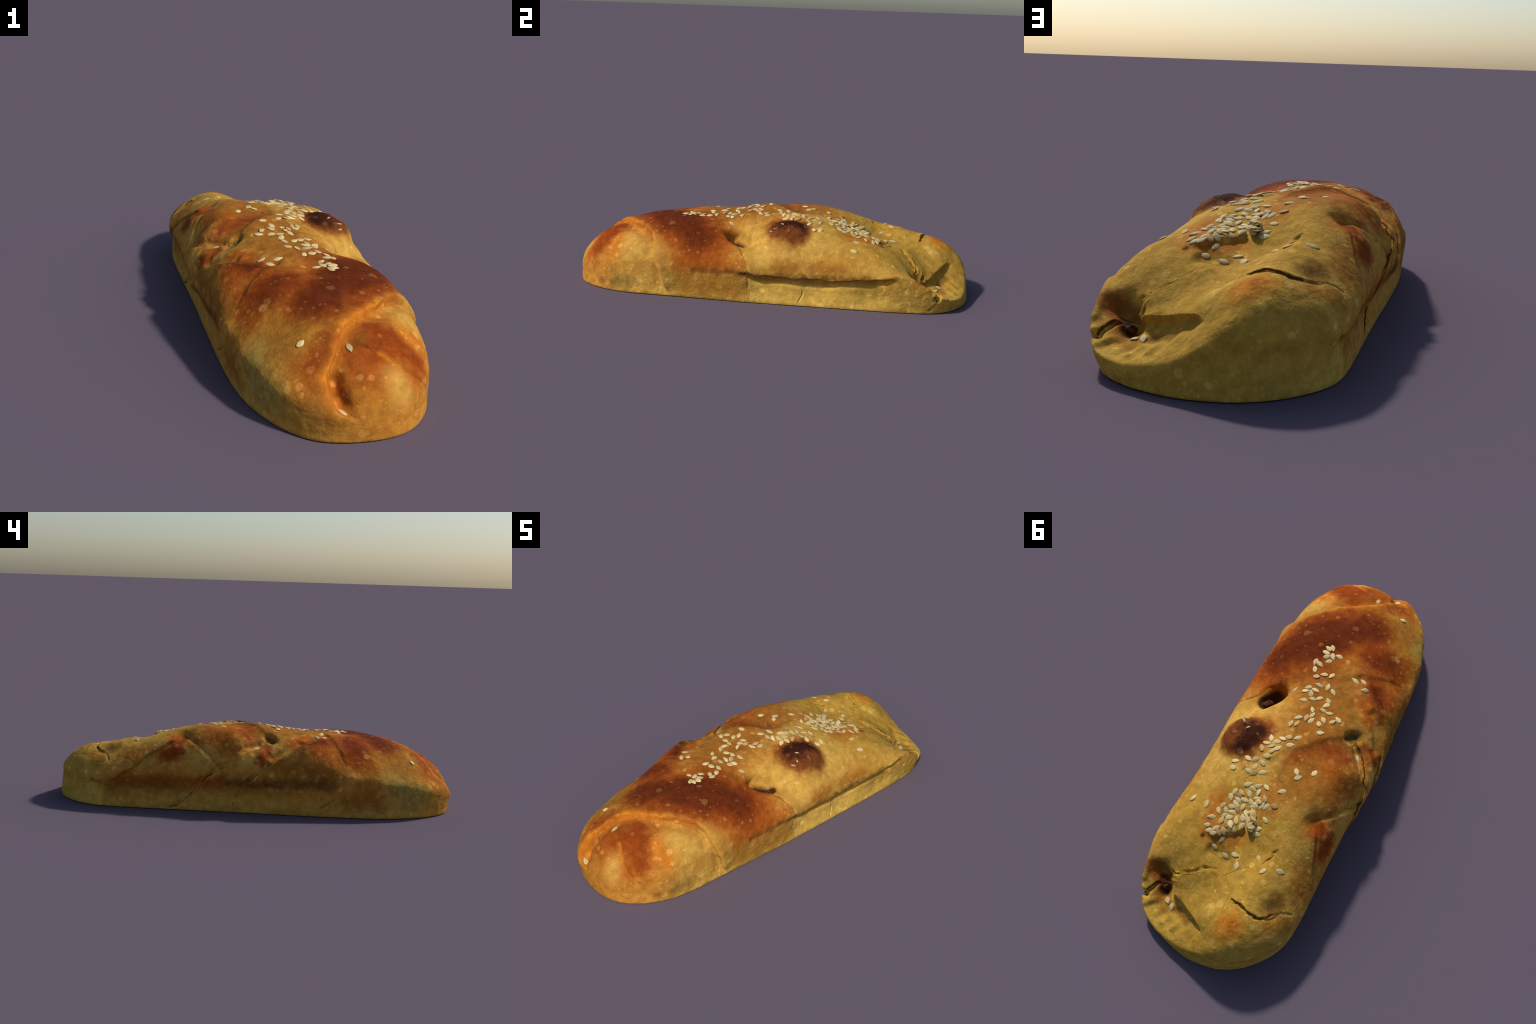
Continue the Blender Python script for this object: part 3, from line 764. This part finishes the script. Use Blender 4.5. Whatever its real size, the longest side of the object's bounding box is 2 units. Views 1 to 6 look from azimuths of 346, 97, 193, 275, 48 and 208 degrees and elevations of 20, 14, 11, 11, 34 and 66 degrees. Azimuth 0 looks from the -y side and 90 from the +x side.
tray = (C[:, 0] > 0.25) & (C[:, 2] < np.interp(C[:, 1], LIP_Y, LIP_Z)) & (C[:, 1] > -0.077) & (C[:, 1] < 0.69) & (part != 4) & (part != 1)
part[tray] = 6
NAMES = ["folded_end", "dough_strip", "dough_strip", "dough_strip", "tail_flap", "scorched_bubble", "tray_side"]
spine_ids = idx[:, -1]
for i, name in enumerate(NAMES):
    f = quads[part == i]
    used, flat = np.unique(f, return_inverse=True)
    me = bpy.data.meshes.new(name)
    me.from_pydata(V[used].tolist(), [], flat.reshape(-1, 4).tolist())
    me.shade_smooth()
    me.normals_split_custom_set_from_vertices(N[used].tolist())
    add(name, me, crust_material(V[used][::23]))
rim0 = idx[:, 0]
me = bpy.data.meshes.new("underside")
me.from_pydata(V[rim0].tolist() + [(0, 0, 0)], [], [((i + 1) % NA, i, NA) for i in range(NA)])
add("underside", me, crust_material(V[rim0][::5]))

bvh = BVHTree.FromPolygons(V.tolist(), quads.tolist())


def land(x, y):
    hit, n, _, _ = bvh.ray_cast(Vector((x, y, 2)), Vector((0, 0, -1)))
    # average the slope a little so that a seed does not tilt with every pore
    ns = Vector(n)
    for a in range(6):
        h2, n2, _, _ = bvh.ray_cast(Vector((x + 0.012 * math.cos(a), y + 0.012 * math.sin(a), 2)), Vector((0, 0, -1)))
        if n2:
            ns += n2
    return hit, ns.normalized()


# ------------------------------------------------------------------ sesame
def seed_mesh(i):
    bm = bmesh.new()
    bmesh.ops.create_uvsphere(bm, u_segments=20, v_segments=12, radius=1.0, matrix=Matrix.Rotation(math.pi / 2, 4, "Y"))
    r = random.Random(40 + i)
    ln, wd, th = 0.0186 * r.uniform(0.92, 1.08), 0.0108 * r.uniform(0.9, 1.1), 0.0038 * r.uniform(0.9, 1.15)
    bend = r.uniform(-0.0015, 0.0015)
    for v in bm.verts:
        x, y, z = v.co
        taper = (1 - 0.42 * smooth(-0.1, 1.0, x)) * (1 - 0.06 * smooth(0.2, 1.0, -x))
        v.co = (x * ln, y * wd * taper + bend * (1 - x * x), z * th * (0.75 + 0.25 * taper) + 0.0008 * noise.noise(Vector((x * 2, y * 2, i))))
    me = bpy.data.meshes.new("sesame_seed")
    bm.to_mesh(me)
    bm.free()
    me.shade_smooth()
    me.materials.append(SEED)
    return me


SEED_SHAPES = [seed_mesh(i) for i in range(6)]
# scattered seeds by cluster: (x, y, heading in degrees)
SEEDS = {
    "front": [(0.063, -0.448, 156), (0.047, -0.457, 126), (0.063, -0.426, -177), (0.052, -0.407, -137), (0.027, -0.418, 123),
              (0.003, -0.430, -179), (0.034, -0.386, -142), (0.085, -0.360, -89), (0.062, -0.357, 156), (0.073, -0.325, 123),
              (0.051, -0.293, -172), (0.022, -0.314, -160), (-0.011, -0.322, -109)],
    "stray": [(-0.157, -0.797, -150), (-0.071, -0.978, -14), (-0.013, -0.846, -87)],
    "middle": [(-0.114, -0.345, 170), (-0.146, -0.362, 154), (-0.169, -0.323, -153), (0.019, -0.256, 178), (0.058, -0.231, -145),
               (0.022, -0.228, 172), (0.062, -0.210, -152), (-0.020, -0.263, -82), (-0.052, -0.247, 141), (0.034, -0.204, 120),
               (0.049, -0.161, -169), (0.015, -0.179, -172), (-0.012, -0.193, -139), (-0.053, -0.198, 137), (-0.056, -0.171, -120),
               (-0.054, -0.141, 176), (-0.086, -0.141, -158), (-0.009, -0.128, 124), (-0.022, -0.102, -111), (-0.004, -0.080, -86),
               (-0.029, -0.075, -122), (-0.066, -0.071, 124), (-0.077, -0.097, 133), (-0.114, -0.107, -128), (-0.131, -0.129, 155),
               (-0.093, -0.031, -159), (-0.272, -0.034, 136), (-0.149, 0.142, -106)],
    "by the bubble": [(0.112, -0.205, -133), (0.029, -0.068, -149), (0.046, -0.030, -86), (0.021, -0.041, -101), (-0.014, 0.025, -136),
                      (0.023, 0.038, -171), (0.045, 0.053, 168), (-0.001, 0.070, -159), (0.060, 0.077, -170), (0.096, 0.096, -171),
                      (0.090, 0.066, 121), (0.072, 0.105, -140), (0.105, 0.128, 129), (0.039, 0.105, -117), (0.058, 0.124, -100),
                      (0.069, 0.158, -169), (0.107, 0.186, -141), (0.138, 0.192, 164), (0.071, 0.190, 152), (0.092, 0.216, -107),
                      (0.185, 0.218, -159), (0.183, 0.251, 172), (0.138, 0.234, -87), (0.109, 0.245, 176), (0.083, 0.246, -136),
                      (0.047, 0.228, -147), (-0.080, 0.170, 134), (-0.096, 0.191, -128)],
    "heap": [(0.085, 0.297, -143), (0.040, 0.288, -143), (0.054, 0.306, 164), (0.005, 0.281, 154), (0.122, 0.345, -106),
             (0.094, 0.336, 155), (0.129, 0.370, 127), (0.101, 0.352, 178), (0.059, 0.332, 127), (0.027, 0.312, -89),
             (-0.062, 0.273, -145), (0.095, 0.370, 155), (0.067, 0.360, -177), (0.022, 0.336, -159), (-0.008, 0.326, 126),
             (0.285, 0.422, -113), (0.213, 0.433, -88), (0.145, 0.414, -117), (0.094, 0.387, 156), (0.106, 0.404, -168),
             (0.038, 0.358, 137), (0.011, 0.347, -171), (0.020, 0.364, 173), (0.150, 0.441, 132), (0.124, 0.425, 127),
             (0.062, 0.389, -96), (0.023, 0.377, -168), (-0.011, 0.357, -107), (-0.029, 0.354, -119), (-0.059, 0.340, -178),
             (0.079, 0.406, 132), (0.096, 0.426, -167), (0.115, 0.448, -142), (0.097, 0.452, -142), (0.167, 0.477, -163),
             (0.121, 0.475, -95), (0.063, 0.449, 116), (0.043, 0.430, 122), (0.037, 0.407, 127), (0.020, 0.399, -159),
             (0.026, 0.427, 127), (0.093, 0.479, 122), (0.077, 0.474, 127), (0.169, 0.512, -162), (0.151, 0.531, -151),
             (0.126, 0.516, -126), (0.127, 0.535, -141), (0.108, 0.524, 137), (0.092, 0.511, 127), (0.062, 0.489, 176),
             (0.031, 0.463, -97), (0.086, 0.540, -105), (0.104, 0.574, 153), (-0.048, 0.401, 155), (-0.038, 0.464, 174),
             (0.012, 0.427, -86), (0.003, 0.453, 127), (-0.035, 0.443, -151)],
    "tail": [(0.046, 0.588, 157), (0.008, 0.572, -180), (-0.018, 0.610, -77), (-0.091, 0.551, 139), (-0.134, 0.597, -126),
             (-0.200, 0.568, -172), (0.211, 0.827, 134), (0.179, 0.847, -77)],
}
placed = []
sr = random.Random(11)
for cluster, seeds in SEEDS.items():
    for x, y, a in seeds:
        hit, n = land(x, y)
        crowd = sum((x - u) ** 2 + (y - w_) ** 2 < 0.017 ** 2 for u, w_ in placed)
        placed.append((x, y))
        t = Vector((math.cos(math.radians(a)), math.sin(math.radians(a)), 0))
        t = (t - n * t.dot(n)).normalized()
        if sr.random() < 0.5:
            t = -t
        b = n.cross(t)
        o = add("sesame_seed", sr.choice(SEED_SHAPES))
        rot = Matrix((t, b, n)).transposed().to_4x4()
        tip = Matrix.Rotation(sr.uniform(-0.15, 0.15) + (0.25 * sr.choice((-1, 1)) if crowd else 0), 4, "Y") @ Matrix.Rotation(sr.uniform(-0.2, 0.2), 4, "X")
        o.matrix_world = Matrix.Translation(hit + n * (0.0010 + 0.0028 * crowd)) @ rot @ tip @ Matrix.Scale(sr.uniform(0.92, 1.06), 4)


# ------------------------------------------------------------------ filling and flakes
def crumb(name, centre, size, seed, mat, turn=0.0, rough=0.35):
    bm = bmesh.new()
    bmesh.ops.create_icosphere(bm, subdivisions=4, radius=1.0)
    for v in bm.verts:
        d = 1 + rough * noise.noise(v.co * 1.7 + Vector((seed, 0, 0))) + 0.4 * rough * noise.noise(v.co * 4.5 + Vector((0, seed, 0)))
        v.co = Vector((v.co.x * size[0], v.co.y * size[1], v.co.z * size[2])) * d
    bmesh.ops.rotate(bm, verts=bm.verts, cent=(0, 0, 0), matrix=Matrix.Rotation(turn, 3, "Z"))
    me = bpy.data.meshes.new(name)
    bm.to_mesh(me)
    bm.free()
    me.shade_smooth()
    o = add(name, me, mat)
    o.location = centre
    return o


crumb("filling", (0.215, -0.140, 0.236), (0.030, 0.014, 0.012), 3, STUFF, 0.8)
crumb("filling", (0.252, 0.775, 0.092), (0.022, 0.016, 0.014), 5, STUFF, 0.4)
h, n = land(0.005, 0.405)
crumb("dough_flake", h + n * 0.007, (0.036, 0.012, 0.007), 9, FLAKE, 2.2, 0.6)
h, n = land(-0.005, 0.445)
crumb("dough_flake", h + n * 0.006, (0.024, 0.018, 0.006), 12, FLAKE, 1.9, 0.6)
h, n = land(0.203, 0.063)
crumb("dough_flake", h + n * 0.001, (0.010, 0.004, 0.003), 15, SEED, 0.8, 0.5)
h, n = land(0.236, 0.012)
crumb("dough_flake", h + n * 0.001, (0.011, 0.005, 0.003), 17, FLAKE, 0.6, 0.5)
h, n = land(0.238, 0.035)
crumb("dough_flake", h + n * 0.001, (0.011, 0.004, 0.003), 19, SEED, -0.6, 0.5)
